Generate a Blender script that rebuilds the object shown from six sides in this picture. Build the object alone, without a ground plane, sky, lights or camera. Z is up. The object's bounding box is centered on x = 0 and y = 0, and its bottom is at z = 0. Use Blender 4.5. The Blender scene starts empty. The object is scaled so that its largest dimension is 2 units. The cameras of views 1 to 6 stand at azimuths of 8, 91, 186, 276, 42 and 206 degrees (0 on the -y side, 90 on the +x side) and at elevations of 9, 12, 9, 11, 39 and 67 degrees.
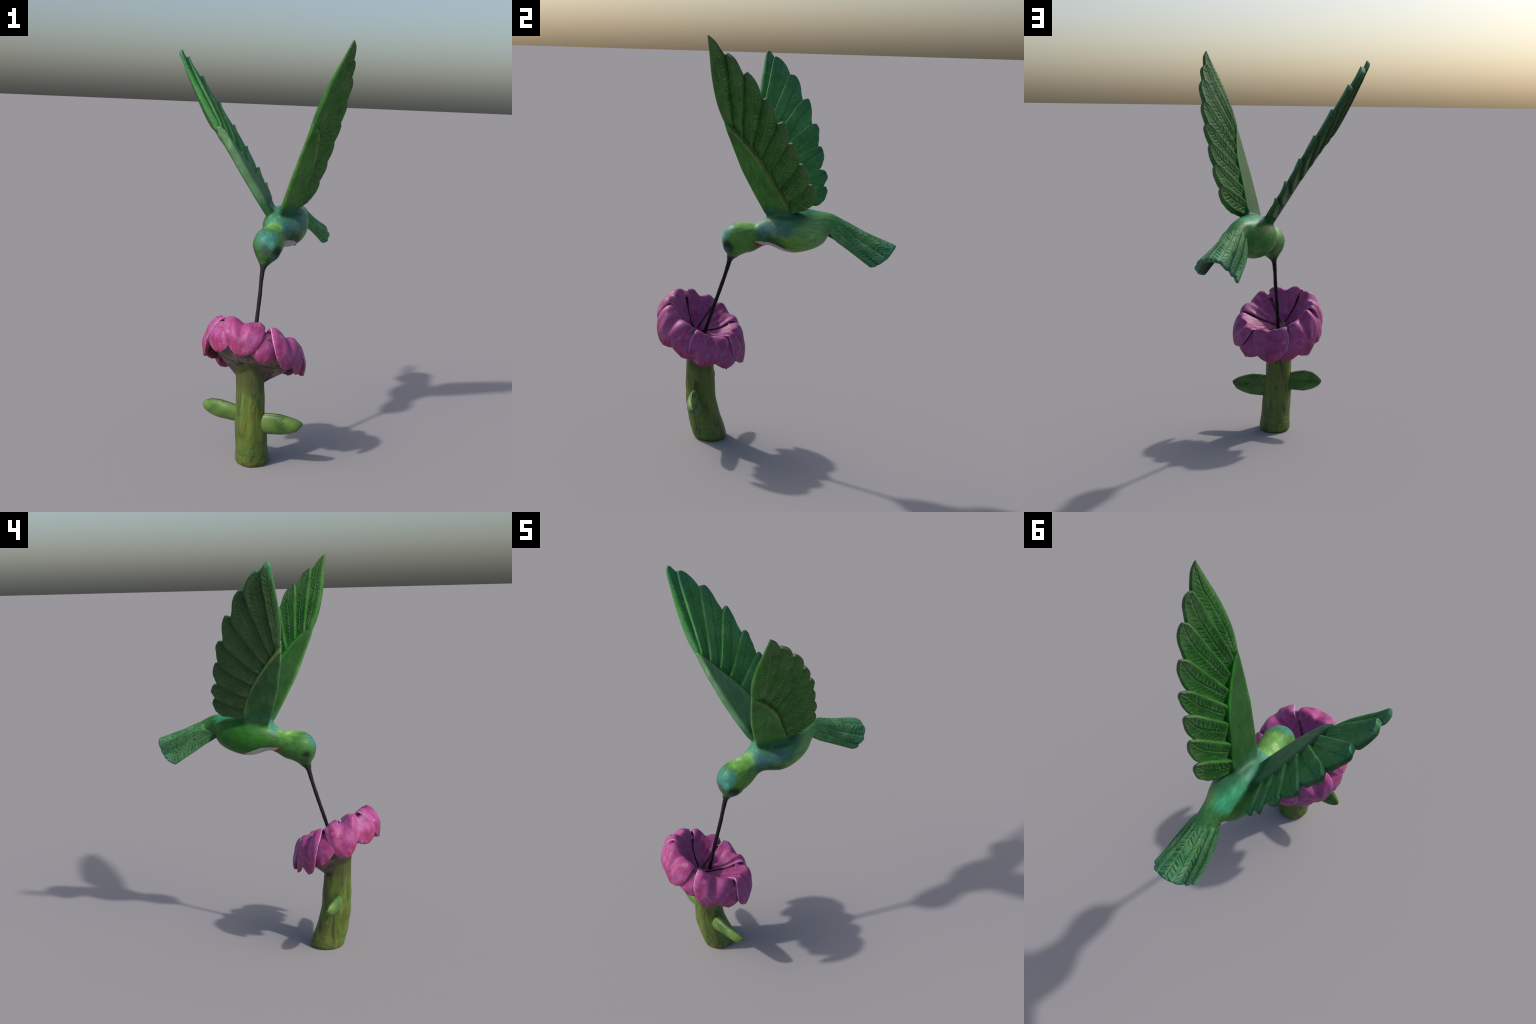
# Carved and painted wooden hummingbird sipping from a magenta trumpet flower.
import bpy, bmesh, math, random
import numpy as np
from mathutils import Vector, Matrix
from mathutils.bvhtree import BVHTree

rng = np.random.default_rng(7)
random.seed(7)
COLL = bpy.context.scene.collection


# ------------------------------------------------------------------ helpers
def vec(*a):
    return np.array(a, float)


def unit(v):
    return v / np.linalg.norm(v)


def sstep(a, b, x):
    t = np.clip((x - a) / (b - a), 0, 1)
    return t * t * (3 - 2 * t)


def spline(pts, n, closed=False):
    """Catmull-Rom through control points, resampled evenly by arc length."""
    P = np.asarray(pts, float)
    Q = np.vstack([2 * P[0] - P[1], P, 2 * P[-1] - P[-2]])
    out = []
    for i in range(1, len(Q) - 2):
        for t in np.linspace(0, 1, 24, endpoint=False):
            a, b, c, d = Q[i - 1], Q[i], Q[i + 1], Q[i + 2]
            out.append(.5 * (2 * b + (c - a) * t + (2 * a - 5 * b + 4 * c - d) * t * t
                             + (3 * b - a - 3 * c + d) * t ** 3))
    out.append(P[-1])
    out = np.array(out)
    L = np.r_[0, np.cumsum(np.linalg.norm(np.diff(out, axis=0), axis=1))]
    u = np.linspace(0, L[-1], n)
    return np.stack([np.interp(u, L, out[:, k]) for k in range(P.shape[1])], 1)


def crspline_param(pts, n):
    """Catmull-Rom sampled evenly in parameter (keeps attributes per station)."""
    P = np.asarray(pts, float)
    Q = np.vstack([2 * P[0] - P[1], P, 2 * P[-1] - P[-2]])
    out = []
    for u in np.linspace(0, len(P) - 1, n):
        i = min(int(u), len(P) - 2)
        t = u - i
        a, b, c, d = Q[i], Q[i + 1], Q[i + 2], Q[i + 3]
        out.append(.5 * (2 * b + (c - a) * t + (2 * a - 5 * b + 4 * c - d) * t * t
                         + (3 * b - a - 3 * c + d) * t ** 3))
    return np.array(out)


def new_obj(name, verts, faces, mats, parent=None, matrix=None, smooth=True, face_mat=None):
    me = bpy.data.meshes.new(name)
    me.from_pydata([tuple(v) for v in verts], [], [tuple(f) for f in faces])
    for m in mats:
        me.materials.append(m)
    if face_mat is not None:
        me.polygons.foreach_set("material_index", face_mat)
    bm = bmesh.new()
    bm.from_mesh(me)
    bmesh.ops.remove_doubles(bm, verts=bm.verts, dist=1e-6)
    bmesh.ops.recalc_face_normals(bm, faces=bm.faces)
    bm.to_mesh(me)
    bm.free()
    if smooth:
        me.polygons.foreach_set("use_smooth", [True] * len(me.polygons))
    ob = bpy.data.objects.new(name, me)
    COLL.objects.link(ob)
    if matrix is not None:
        ob.matrix_world = matrix
    if parent is not None:
        set_parent(ob, parent)
    return ob


WORLD = {}


def set_parent(ob, parent):
    m = ob.matrix_world.copy()
    ob.parent = parent
    ob.matrix_parent_inverse = WORLD.get(parent.name, parent.matrix_world).inverted()
    ob.matrix_basis = m
    WORLD[ob.name] = m


def loft(rings, cap0=True, cap1=True):
    """Closed rings of equal count -> verts, faces."""
    n = len(rings[0])
    V = np.vstack(rings)
    F = []
    for i in range(len(rings) - 1):
        for j in range(n):
            k = (j + 1) % n
            F.append((i * n + j, i * n + k, (i + 1) * n + k, (i + 1) * n + j))
    if cap0:
        F.append(tuple(range(n))[::-1])
    if cap1:
        F.append(tuple((len(rings) - 1) * n + j for j in range(n)))
    return V, F


def shell(top, bot):
    """Two (nu,nv,3) grids sharing the outline -> closed mesh, top faces first."""
    nu, nv = top.shape[:2]
    V = np.vstack([top.reshape(-1, 3), bot.reshape(-1, 3)])
    o = nu * nv
    F = []
    for i in range(nu - 1):
        for j in range(nv - 1):
            F.append((i * nv + j, i * nv + j + 1, (i + 1) * nv + j + 1, (i + 1) * nv + j))
    for i in range(nu - 1):
        for j in range(nv - 1):
            F.append((o + i * nv + j, o + (i + 1) * nv + j, o + (i + 1) * nv + j + 1, o + i * nv + j + 1))
    rim = [(i, 0) for i in range(nu)] + [(nu - 1, j) for j in range(1, nv)] + \
          [(i, nv - 1) for i in range(nu - 2, -1, -1)] + [(0, j) for j in range(nv - 2, 0, -1)]
    idx = [i * nv + j for i, j in rim]
    for a, b in zip(idx, idx[1:] + idx[:1]):
        F.append((a, b, o + b, o + a))
    return V, F


def grid_normals(G):
    du = np.gradient(G, axis=0)
    dv = np.gradient(G, axis=1)
    N = np.cross(du, dv)
    L = np.linalg.norm(N, axis=2, keepdims=True)
    return N / np.maximum(L, 1e-9)


# ---------------------------------------------------------------- materials
class Mat:
    def __init__(self, name, rough=.5, spec=.35):
        self.m = bpy.data.materials.new(name)
        self.m.use_nodes = True
        self.t = self.m.node_tree
        self.b = self.t.nodes["Principled BSDF"]
        self.b.inputs["Roughness"].default_value = rough
        self.b.inputs["Specular IOR Level"].default_value = spec
        self.tc = self.t.nodes.new("ShaderNodeTexCoord")
        self.obj = self.tc.outputs["Object"]
        self.gen = self.tc.outputs["Generated"]

    def link(self, a, b):
        self.t.links.new(a, b)

    def node(self, kind, **props):
        n = self.t.nodes.new(kind)
        for k, v in props.items():
            setattr(n, k, v)
        return n

    def _in(self, sock, v):
        if isinstance(v, bpy.types.NodeSocket):
            self.link(v, sock)
        elif v is not None:
            sock.default_value = v

    def math(self, op, a, b=None, c=None):
        n = self.node("ShaderNodeMath", operation=op)
        self._in(n.inputs[0], a)
        if b is not None:
            self._in(n.inputs[1], b)
        if c is not None:
            self._in(n.inputs[2], c)
        return n.outputs[0]

    def dot(self, v, d):
        n = self.node("ShaderNodeVectorMath", operation="DOT_PRODUCT")
        self._in(n.inputs[0], v)
        n.inputs[1].default_value = tuple(d)
        return n.outputs["Value"]

    def vadd(self, a, b):
        n = self.node("ShaderNodeVectorMath", operation="ADD")
        self._in(n.inputs[0], a)
        self._in(n.inputs[1], b)
        return n.outputs[0]

    def vscale(self, a, s):
        n = self.node("ShaderNodeVectorMath", operation="SCALE")
        self._in(n.inputs[0], a)
        n.inputs["Scale"].default_value = s
        return n.outputs[0]

    def mapping(self, v, scale=(1, 1, 1), rot=(0, 0, 0), loc=(0, 0, 0)):
        n = self.node("ShaderNodeMapping")
        self._in(n.inputs[0], v)
        n.inputs["Scale"].default_value = scale
        n.inputs["Rotation"].default_value = rot
        n.inputs["Location"].default_value = loc
        return n.outputs[0]

    def noise(self, v, scale=10, detail=4, rough=.6, dist=0., color=False):
        n = self.node("ShaderNodeTexNoise")
        self._in(n.inputs["Vector"], v)
        n.inputs["Scale"].default_value = scale
        n.inputs["Detail"].default_value = detail
        n.inputs["Roughness"].default_value = rough
        n.inputs["Distortion"].default_value = dist
        return n.outputs["Color" if color else "Fac"]

    def ramp(self, f, stops):
        n = self.node("ShaderNodeValToRGB")
        self._in(n.inputs[0], f)
        e = n.color_ramp.elements
        while len(e) < len(stops):
            e.new(.5)
        for el, (p, c) in zip(e, stops):
            el.position = p
            el.color = (*c, 1) if not np.isscalar(c) else (c, c, c, 1)
        return n.outputs[0]

    def smooth(self, f, a, b, lo=0., hi=1.):
        n = self.node("ShaderNodeMapRange", interpolation_type="SMOOTHSTEP")
        self._in(n.inputs["Value"], f)
        n.inputs["From Min"].default_value = a
        n.inputs["From Max"].default_value = b
        n.inputs["To Min"].default_value = lo
        n.inputs["To Max"].default_value = hi
        return n.outputs[0]

    def mix(self, f, a, b, mode="MIX"):
        n = self.node("ShaderNodeMix", data_type="RGBA", blend_type=mode)
        self._in(n.inputs["Factor"], f)
        for s, v in ((n.inputs["A"], a), (n.inputs["B"], b)):
            s2 = [q for q in n.inputs if q.identifier == ("A_Color" if s.name == "A" else "B_Color")][0]
            if isinstance(v, bpy.types.NodeSocket):
                self.link(v, s2)
            else:
                s2.default_value = (*v, 1)
        return [o for o in n.outputs if o.identifier == "Result_Color"][0]

    def spot(self, pos, c, r, soft=.35, squash=(1, 1, 1)):
        """1 inside an ellipsoidal patch round c, fading to 0 at radius r."""
        n = self.node("ShaderNodeVectorMath", operation="SUBTRACT")
        self._in(n.inputs[0], pos)
        n.inputs[1].default_value = tuple(c)
        m = self.node("ShaderNodeVectorMath", operation="MULTIPLY")
        self.link(n.outputs[0], m.inputs[0])
        m.inputs[1].default_value = tuple(squash)
        l = self.node("ShaderNodeVectorMath", operation="LENGTH")
        self.link(m.outputs[0], l.inputs[0])
        return self.smooth(l.outputs["Value"], r * (1 - soft), r * (1 + soft), 1., 0.)

    def finish(self, col, bump=None, strength=.3, dist=.004):
        self._in(self.b.inputs["Base Color"], col)
        if bump is not None:
            n = self.node("ShaderNodeBump")
            n.inputs["Strength"].default_value = strength
            n.inputs["Distance"].default_value = dist
            self.link(bump, n.inputs["Height"])
            self.link(n.outputs[0], self.b.inputs["Normal"])
        return self.m


# frames of the two wings: origin, span axis, chord axis, outward normal
WING = {
    "P": (vec(.084, -.042, 1.165), unit(vec(.354, -.284, .891)), unit(vec(.402, .906, .129)), unit(vec(.844, -.313, -.435))),
    "N": (vec(.014, -.030, 1.177), unit(vec(-.504, -.045, .863)), unit(vec(.064, .994, .090)), unit(vec(-.861, .100, -.498))),
}

BODY_AXIS = unit(vec(.2, .98, 0))


def root_paint(M):
    return M.ramp(M.noise(M.mapping(M.obj, (14, 9, 14)), 1.6, 4, .6), [(.35, (.018, .075, .035)), (.55, (.03, .12, .05)), (.7, (.035, .14, .085))])


def m_body():
    M = Mat("painted_body", .45, .18)
    wob = M.vscale(M.vadd(M.noise(M.mapping(M.obj, (1.6, .7, 1.6), (0, 0, .2)), 16, 5, .65, color=True), (-.5, -.5, -.5)), .085)
    p = M.vadd(M.obj, wob)
    # brush strokes run along the body
    st = M.noise(M.mapping(M.obj, (30, 9, 30), (0, 0, .2)), 2.2, 5, .65, .6)
    col = M.ramp(M.noise(M.obj, 9, 4, .6), [(.3, (.024, .085, .018)), (.5, (.04, .135, .026)), (.7, (.04, .135, .045))])

    def lay(mask, c, amt=1.):
        nonlocal col
        col = M.mix(M.math("MULTIPLY", mask, amt), col, c)
    lay(M.spot(p, (.24, .10, 1.08), .17, .3), (.12, .27, .05), .9)
    lay(M.spot(p, (.10, -.16, 1.04), .075), (.085, .22, .035), .8)
    lay(M.spot(p, (.23, .19, 1.12), .11), (.13, .30, .11), .85)           # greyer flank
    lay(M.spot(p, (.14, .10, 1.05), .09), (.085, .22, .03), .6)          # leaf green belly side
    lay(M.spot(p, (-.02, .10, 1.10), .13), (.018, .105, .012), .9)
    lay(M.spot(p, (.11, .16, 1.215), .085, .3, (1.5, .8, 1.3)), (.035, .28, .14), .9)    # turquoise back
    lay(M.spot(p, (.075, .04, 1.20), .055), (.09, .36, .27), .85)
    lay(M.spot(p, (.19, .31, 1.15), .075), (.045, .18, .055), .8)
    lay(M.spot(p, (.17, .06, 1.16), .075), (.025, .12, .08), .75)        # blue-black shoulder
    lay(M.spot(p, (.08, -.05, 1.125), .055), (.05, .21, .19), .85)       # teal neck
    lay(M.spot(p, (.135, .005, 1.115), .06, .5, (.8, .55, 1.3)), (.035, .11, .15), .75)         # blue shoulder
    lay(M.spot(p, (.15, .0, 1.03), .06), (.018, .05, .015), .85)         # dark breast side
    lay(M.spot(p, (.065, -.125, 1.12), .062), (.13, .30, .065), .9)       # yellow green nape
    lay(M.spot(p, (.045, -.12, 1.13), .022), (.34, .50, .24), .5)
    lay(M.spot(p, (.06, -.248, 1.075), .058), (.035, .155, .13), .9)      # teal crown
    lay(M.spot(p, (.085, -.258, 1.045), .024), (.06, .24, .20), .6)
    lay(M.spot(p, (.06, -.262, 1.015), .034), (.045, .075, .05), .8)     # dark forehead
    lay(M.spot(p, (.045, -.215, .93), .042, .5), (.018, .02, .02), 1.)   # beak root
    lay(M.spot(M.obj, (.105, -.222, 1.012), .03, .5), (.012, .022, .014), .95)   # eye hollows
    lay(M.spot(M.obj, (.012, -.205, 1.012), .03, .5), (.012, .022, .014), .95)
    lay(M.spot(M.obj, (.088, -.232, .988), .018, .5), (.025, .11, .095), .8)
    # dry brush variation
    col = M.mix(M.smooth(st, .42, .75), col, M.mix(1., col, (1.5, 1.45, 1.35), "MULTIPLY"))
    col = M.mix(M.smooth(st, .45, .25), col, M.mix(1., col, (.6, .65, .7), "MULTIPLY"))
    for k in "PN":
        O, sv, cv, nv_ = WING[k]
        d = M.vadd(M.obj, tuple(-O))
        m = M.math("MULTIPLY", M.smooth(M.dot(d, sv), -.035, .016), M.smooth(M.math("ABSOLUTE", M.dot(d, nv_)), .075, .045))
        col = M.mix(M.math("MULTIPLY", m, M.smooth(M.dot(d, cv), -.09, -.05)), col, root_paint(M))
    fine = M.vscale(M.vadd(M.noise(M.obj, 60, 2, .5, color=True), (-.5, -.5, -.5)), .008)
    q = M.vadd(M.obj, fine)
    yy = M.dot(q, BODY_AXIS)
    zz = M.dot(q, (0, 0, 1))
    # white breast: under a curved line dropping backwards, behind a slanting throat line
    y5 = M.math("ADD", yy, .05)
    lim_z = M.math("ADD", M.math("MULTIPLY_ADD", y5, .1, zz), M.math("MULTIPLY", M.math("MULTIPLY", y5, y5), 1.3))
    below = M.smooth(M.math("SUBTRACT", lim_z, 1.057), -.0015, .0015, 1., 0.)
    front = M.smooth(M.math("SUBTRACT", M.math("MULTIPLY_ADD", zz, 1.86, yy), 1.872), -.003, .003)
    red = M.smooth(M.math("SUBTRACT", M.math("MULTIPLY_ADD", zz, .76, yy), .714), -.002, .002)
    lim = M.smooth(yy, .10, .13, 1., 0.)
    below = M.math("MULTIPLY", below, M.smooth(zz, 1.043, 1.046, 1., 0.))
    white = M.mix(M.noise(M.obj, 25, 3), (.34, .33, .31), (.48, .48, .46))
    rcol = M.mix(M.noise(M.obj, 30, 3), (.16, .012, .010), (.32, .03, .022))
    m0 = M.math("MULTIPLY", below, lim)
    col = M.mix(M.math("MULTIPLY", m0, red), col, rcol)
    m2 = M.math("MULTIPLY", m0, front)
    col = M.mix(m2, col, white)
    return M.finish(col, st, .12, .004)


def m_wing(side):
    """Smooth covert pad of a wing: olive green outside, brighter inside."""
    O, s, c, n = WING[side]
    M = Mat("painted_wing_pad_" + ("left" if side == "P" else "right"), .55, .12)
    d = M.vadd(M.obj, tuple(-O))
    S = M.dot(d, s)
    H = M.dot(d, n)
    loc = M.node("ShaderNodeCombineXYZ")
    M.link(S, loc.inputs[0])
    M.link(M.dot(d, c), loc.inputs[1])
    M.link(H, loc.inputs[2])
    L = loc.outputs[0]
    st = M.noise(M.mapping(L, (7, 60, 20), (0, 0, .12)), 1.6, 5, .65, .5)
    big = M.noise(L, 11, 3, .6)
    if side == "P":
        out = M.ramp(big, [(.3, (.042, .12, .026)), (.55, (.055, .19, .034)), (.75, (.08, .175, .045))])
        inn = M.ramp(big, [(.3, (.017, .064, .015)), (.6, (.024, .085, .021)), (.8, (.038, .085, .034))])
    else:
        out = M.ramp(big, [(.3, (.025, .07, .028)), (.6, (.036, .11, .036)), (.8, (.05, .12, .055))])  # outer green lowered to match this face lying in shade
        inn = M.ramp(big, [(.3, (.07, .18, .07)), (.6, (.10, .22, .11)), (.8, (.06, .17, .12))])
    col = M.mix(M.smooth(H, -.006, .006), inn, out)
    col = M.mix(M.smooth(st, .5, .8), col, M.mix(1., col, (1.9, 1.75, 1.5), "MULTIPLY"))
    col = M.mix(M.smooth(st, .45, .22), col, M.mix(1., col, (.5, .55, .6), "MULTIPLY"))
    C = M.dot(d, c)
    a0, a1, a2 = (.15, -.08, -.5) if side == "P" else (.14, -.02, -.95)
    cr = M.math("ADD", M.math("MULTIPLY_ADD", S, a1, a0), M.math("MULTIPLY", M.math("MULTIPLY", S, S), a2))
    away = M.math("ABSOLUTE", M.math("ADD", M.math("SUBTRACT", C, cr), .006))
    stripe = M.math("MULTIPLY", M.smooth(away, .016, .004), M.smooth(M.noise(L, 30, 3), .3, .5))
    col = M.mix(M.math("MULTIPLY", stripe, .8), col, M.mix(M.smooth(H, -.006, .006), (.022, .19, .018) if side == "P" else (.13, .22, .12), (.16, .23, .07)))  # painted highlight where light catches the raised rear ridge
    col = M.mix(M.smooth(S, .085, .024), col, root_paint(M))
    return M.finish(col, st, .2, .004)


def m_feather(side):
    M = Mat("painted_feather_" + {"P": "left", "N": "right", "T": "tail"}[side], .55, .12)
    g = M.node("ShaderNodeSeparateXYZ")
    M.link(M.gen, g.inputs[0])
    X, Y, Z = g.outputs
    oi = M.node("ShaderNodeObjectInfo").outputs["Random"]
    off = M.node("ShaderNodeCombineXYZ")
    M.link(M.math("MULTIPLY", oi, 7.), off.inputs[0])
    M.link(M.math("MULTIPLY", oi, 3.), off.inputs[1])
    o = M.vadd(M.obj, off.outputs[0])
    big = M.noise(o, 12, 4, .6)
    st = M.noise(M.mapping(o, (10, 55, 20)), 1.7, 5, .7, .4)
    if side == "P":
        out = M.ramp(big, [(.3, (.028, .085, .02)), (.5, (.036, .15, .028)), (.7, (.075, .155, .048))])
        inn = M.ramp(big, [(.3, (.016, .075, .014)), (.55, (.026, .115, .02)), (.75, (.055, .125, .042))])
        tipc, tipa = (.12, .17, .085), .4
    elif side == "N":
        out = M.ramp(big, [(.3, (.025, .065, .025)), (.55, (.035, .09, .032)), (.75, (.055, .085, .042))])  # outside tinted darker: shadow on the unlit side is part of the paint
        inn = M.ramp(big, [(.3, (.03, .16, .032)), (.55, (.058, .225, .06)), (.75, (.11, .25, .115))])
        tipc, tipa = (.05, .15, .13), .45
    else:
        out = M.ramp(big, [(.3, (.035, .16, .05)), (.5, (.075, .23, .085)), (.7, (.15, .30, .13))])
        inn = M.mix(big, (.03, .05, .035), (.05, .09, .055))
        tipc, tipa = (.06, .19, .15), .4
    face = M.smooth(Z, .42, .58)
    col = M.mix(face, inn, out)
    if side == "N":
        tipa = M.math("MULTIPLY", M.math("SUBTRACT", 1., face), tipa)
    tip = M.math("MULTIPLY", M.smooth(M.math("MULTIPLY_ADD", M.noise(o, 18, 3), .5, X), .95, 1.25), tipa)
    col = M.mix(tip, col, tipc)
    col = M.mix(M.smooth(st, .52, .8), col, M.mix(1., col, (1.9, 1.7, 1.5), "MULTIPLY"))
    col = M.mix(M.smooth(st, .45, .22), col, M.mix(1., col, (.55, .6, .7), "MULTIPLY"))
    # dry-brushed barbs: broken slanting strokes either side of the quill
    so = M.node("ShaderNodeSeparateXYZ")
    M.link(M.obj, so.inputs[0])
    away = M.math("ABSOLUTE", M.math("SUBTRACT", Y, .46))
    ph = M.math("ADD", M.math("MULTIPLY_ADD", so.outputs[0], 47., M.math("MULTIPLY", away, -2.6)), M.math("MULTIPLY", M.noise(o, 20, 2), 1.6))
    saw = M.math("FRACT", ph)
    line = M.math("MULTIPLY", M.smooth(saw, .30, .45), M.smooth(saw, .62, .50))
    line = M.math("MULTIPLY", line, M.smooth(M.noise(o, 33, 2), .42, .55))
    line = M.math("MULTIPLY", line, M.math("MULTIPLY", M.smooth(away, .04, .10), M.smooth(away, .42, .34)))
    quill = M.smooth(M.math("ABSOLUTE", M.math("ADD", M.math("SUBTRACT", Y, .46), M.math("MULTIPLY", M.math("SUBTRACT", M.noise(o, 9, 2), .5), .1))), .022, .012)
    if side == "T":
        dark = M.math("MULTIPLY", M.math("MULTIPLY", line, face), .85)
        col = M.mix(dark, col, (.015, .04, .035))
        col = M.mix(M.math("MULTIPLY", M.math("MULTIPLY", quill, face), .8), col, (.16, .30, .07))
    else:
        hi = M.mix(face, (.10, .17, .09) if side == "P" else (.11, .24, .10), (.17, .22, .06) if side == "P" else (.07, .11, .045))
        col = M.mix(M.math("MULTIPLY", line, .75), col, hi)
        col = M.mix(M.math("MULTIPLY", quill, .55), col, M.mix(face, (.02, .05, .02), hi))
    # fine slanted barb hatching
    w = M.node("ShaderNodeTexWave", wave_type="BANDS", bands_direction="X")
    M.link(M.mapping(M.obj, (1, 1, 1), (0, 0, .7)), w.inputs["Vector"])
    w.inputs["Scale"].default_value = 60
    w.inputs["Distortion"].default_value = 3
    w.inputs["Detail"].default_value = 2
    h = M.math("ADD", M.math("MULTIPLY", w.outputs["Fac"], .5), st)
    return M.finish(col, h, .22, .003)


def m_petal():
    M = Mat("painted_petal", .5, .25)
    oi = M.node("ShaderNodeObjectInfo").outputs["Random"]
    g = M.node("ShaderNodeSeparateXYZ")
    M.link(M.gen, g.inputs[0])
    off = M.node("ShaderNodeCombineXYZ")
    M.link(M.math("MULTIPLY", oi, 9.), off.inputs[0])
    o = M.vadd(M.obj, off.outputs[0])
    big = M.noise(o, 14, 4, .6)
    st = M.noise(M.mapping(o, (5, 42, 5)), 1.8, 5, .7, .7)
    col = M.ramp(big, [(.3, (.16, .026, .098)), (.45, (.30, .045, .17)), (.58, (.31, .075, .225)), (.72, (.18, .06, .19))])
    col = M.mix(M.smooth(st, .54, .78), col, (.28, .026, .055))
    col = M.mix(M.smooth(st, .46, .26), col, (.11, .05, .16))
    plum = M.smooth(M.noise(M.mapping(o, (4, 22, 4)), 1.7, 5, .7, 1.2), .56, .70)
    col = M.mix(M.math("MULTIPLY", plum, .5), col, (.085, .022, .085))
    low = M.math("MULTIPLY", M.smooth(g.outputs[2], .55, .05), M.smooth(M.noise(M.mapping(o, (9, 45, 6)), 1.3, 4, .65), .38, .6))
    col = M.mix(M.math("MULTIPLY", low, .75), col, (.24, .022, .055))
    col = M.mix(M.math("MULTIPLY", M.smooth(M.noise(o, 30, 3), .55, .75), .7), col, (.46, .14, .34))
    return M.finish(col, st, .25, .004)


def m_plain(name, stops, scale=14, stretch=(1, 1, 1), rough=.5, bump=.2, spec=.35):
    M = Mat(name, rough, spec)
    f = M.noise(M.mapping(M.obj, stretch), scale, 5, .65, .5)
    return M.finish(M.ramp(f, stops), f, bump, .004)


def m_stem():
    M = Mat("painted_stem", .5, .3)
    st = M.noise(M.mapping(M.obj, (30, 30, 5)), 1.4, 5, .65, .6)
    cross = M.noise(M.mapping(M.obj, (5, 5, 60)), 1.4, 4, .6, .4)
    big = M.noise(M.obj, 8, 4, .6)
    col = M.ramp(big, [(.3, (.05, .095, .018)), (.5, (.105, .135, .022)), (.7, (.075, .155, .03))])
    col = M.mix(M.smooth(st, .52, .30), col, (.032, .05, .016))
    stain = M.smooth(M.noise(M.mapping(M.obj, (1, 1, .6)), 22, 4, .65, .8), .60, .72)
    col = M.mix(M.math("MULTIPLY", stain, .7), col, (.045, .04, .015))
    col = M.mix(M.math("MULTIPLY", M.smooth(st, .55, .75), .6), col, (.20, .27, .05))
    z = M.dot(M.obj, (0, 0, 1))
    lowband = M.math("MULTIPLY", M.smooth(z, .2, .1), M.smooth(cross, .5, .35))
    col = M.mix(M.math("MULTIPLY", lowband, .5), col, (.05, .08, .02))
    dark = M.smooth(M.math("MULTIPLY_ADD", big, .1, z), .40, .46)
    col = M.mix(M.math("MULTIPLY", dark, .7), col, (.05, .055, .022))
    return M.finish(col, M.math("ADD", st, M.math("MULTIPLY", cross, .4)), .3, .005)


MAT_BODY = m_body()
MAT_PAD = {k: m_wing(k) for k in "PN"}
MAT_FEATHER = {k: m_feather(k) for k in "PNT"}
MAT_PETAL = m_petal()
MAT_RIM = m_plain("pale_petal_edge", [(.35, (.28, .09, .25)), (.55, (.42, .27, .43)), (.75, (.55, .47, .58))], 30, rough=.5)
MAT_UNDER = m_plain("shade_darkened_underside", [(.38, (.035, .032, .028)), (.52, (.10, .08, .065)), (.68, (.24, .18, .15))], 12, rough=.6)  # dark stops carry the occlusion shadow under the petals, baked into the colour
MAT_CLEFT = m_plain("crimson_cleft", [(.3, (.10, .012, .045)), (.7, (.22, .03, .09))], 25, rough=.55)
MAT_DISC = m_plain("flower_disc", [(.3, (.13, .09, .08)), (.7, (.26, .19, .165))], 40, rough=.6)
MAT_STEM = m_stem()
MAT_LEAF = m_plain("painted_leaf", [(.30, (.03, .06, .015)), (.46, (.07, .155, .028)), (.62, (.11, .19, .04)), (.78, (.08, .23, .065))],
                   9, (1, 1, 1.6), .45, .3)
MAT_BEAK = m_plain("dark_beak", [(.3, (.006, .006, .008)), (.7, (.017, .015, .017))], 20, (1, 1, .3), .6, .15, .15)
MAT_EYE = m_plain("black_eye", [(.3, (.008, .008, .009)), (.7, (.012, .012, .014))], 20, rough=.25)

# ------------------------------------------------------------------ root
root = bpy.data.objects.new("hummingbird_at_flower", None)
COLL.objects.link(root)
root.empty_display_size = .1
root.location = (.037, -.301, 0)
root.matrix_world = Matrix.Translation((.037, -.301, 0))
WORLD[root.name] = root.matrix_world.copy()
root["label"] = "carved painted green hummingbird sipping from magenta flower"
root["category"] = "bird sculpture"

# ------------------------------------------------------------------ bird body
# stations: centre x, y, z, half width, half height (top), half height (bottom)
ST = [
    (.172, .385, 1.103, .040, .022, .024),
    (.168, .335, 1.123, .047, .034, .031),
    (.158, .290, 1.138, .048, .046, .039),
    (.145, .245, 1.142, .060, .060, .054),
    (.130, .195, 1.124, .087, .089, .088),
    (.118, .145, 1.109, .103, .101, .100),
    (.107, .095, 1.101, .109, .106, .106),
    (.096, .045, 1.096, .104, .101, .099),
    (.085, .000, 1.090, .086, .086, .080),
    (.077, -.040, 1.081, .066, .068, .062),
    (.070, -.075, 1.069, .059, .058, .059),
    (.064, -.125, 1.054, .067, .073, .073),
    (.056, -.180, 1.037, .073, .081, .073),
    (.051, -.200, .994, .060, .057, .064),
    (.046, -.208, .963, .034, .029, .034),
    (.043, -.217, .942, .018, .017, .019),
    (.041, -.221, .920, .012, .011, .011),
]
S = crspline_param(ST, 150)
cen = S[:, :3]
tan = np.gradient(cen, axis=0)
tan /= np.linalg.norm(tan, axis=1, keepdims=True)
for _ in range(6):
    tan[1:-1] = (tan[:-2] + 2 * tan[1:-1] + tan[2:]) / 4
    tan /= np.linalg.norm(tan, axis=1, keepdims=True)
lat0 = unit(vec(.98, -.2, 0))
rings = []
th = np.linspace(0, 2 * math.pi, 48, endpoint=False)
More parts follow.
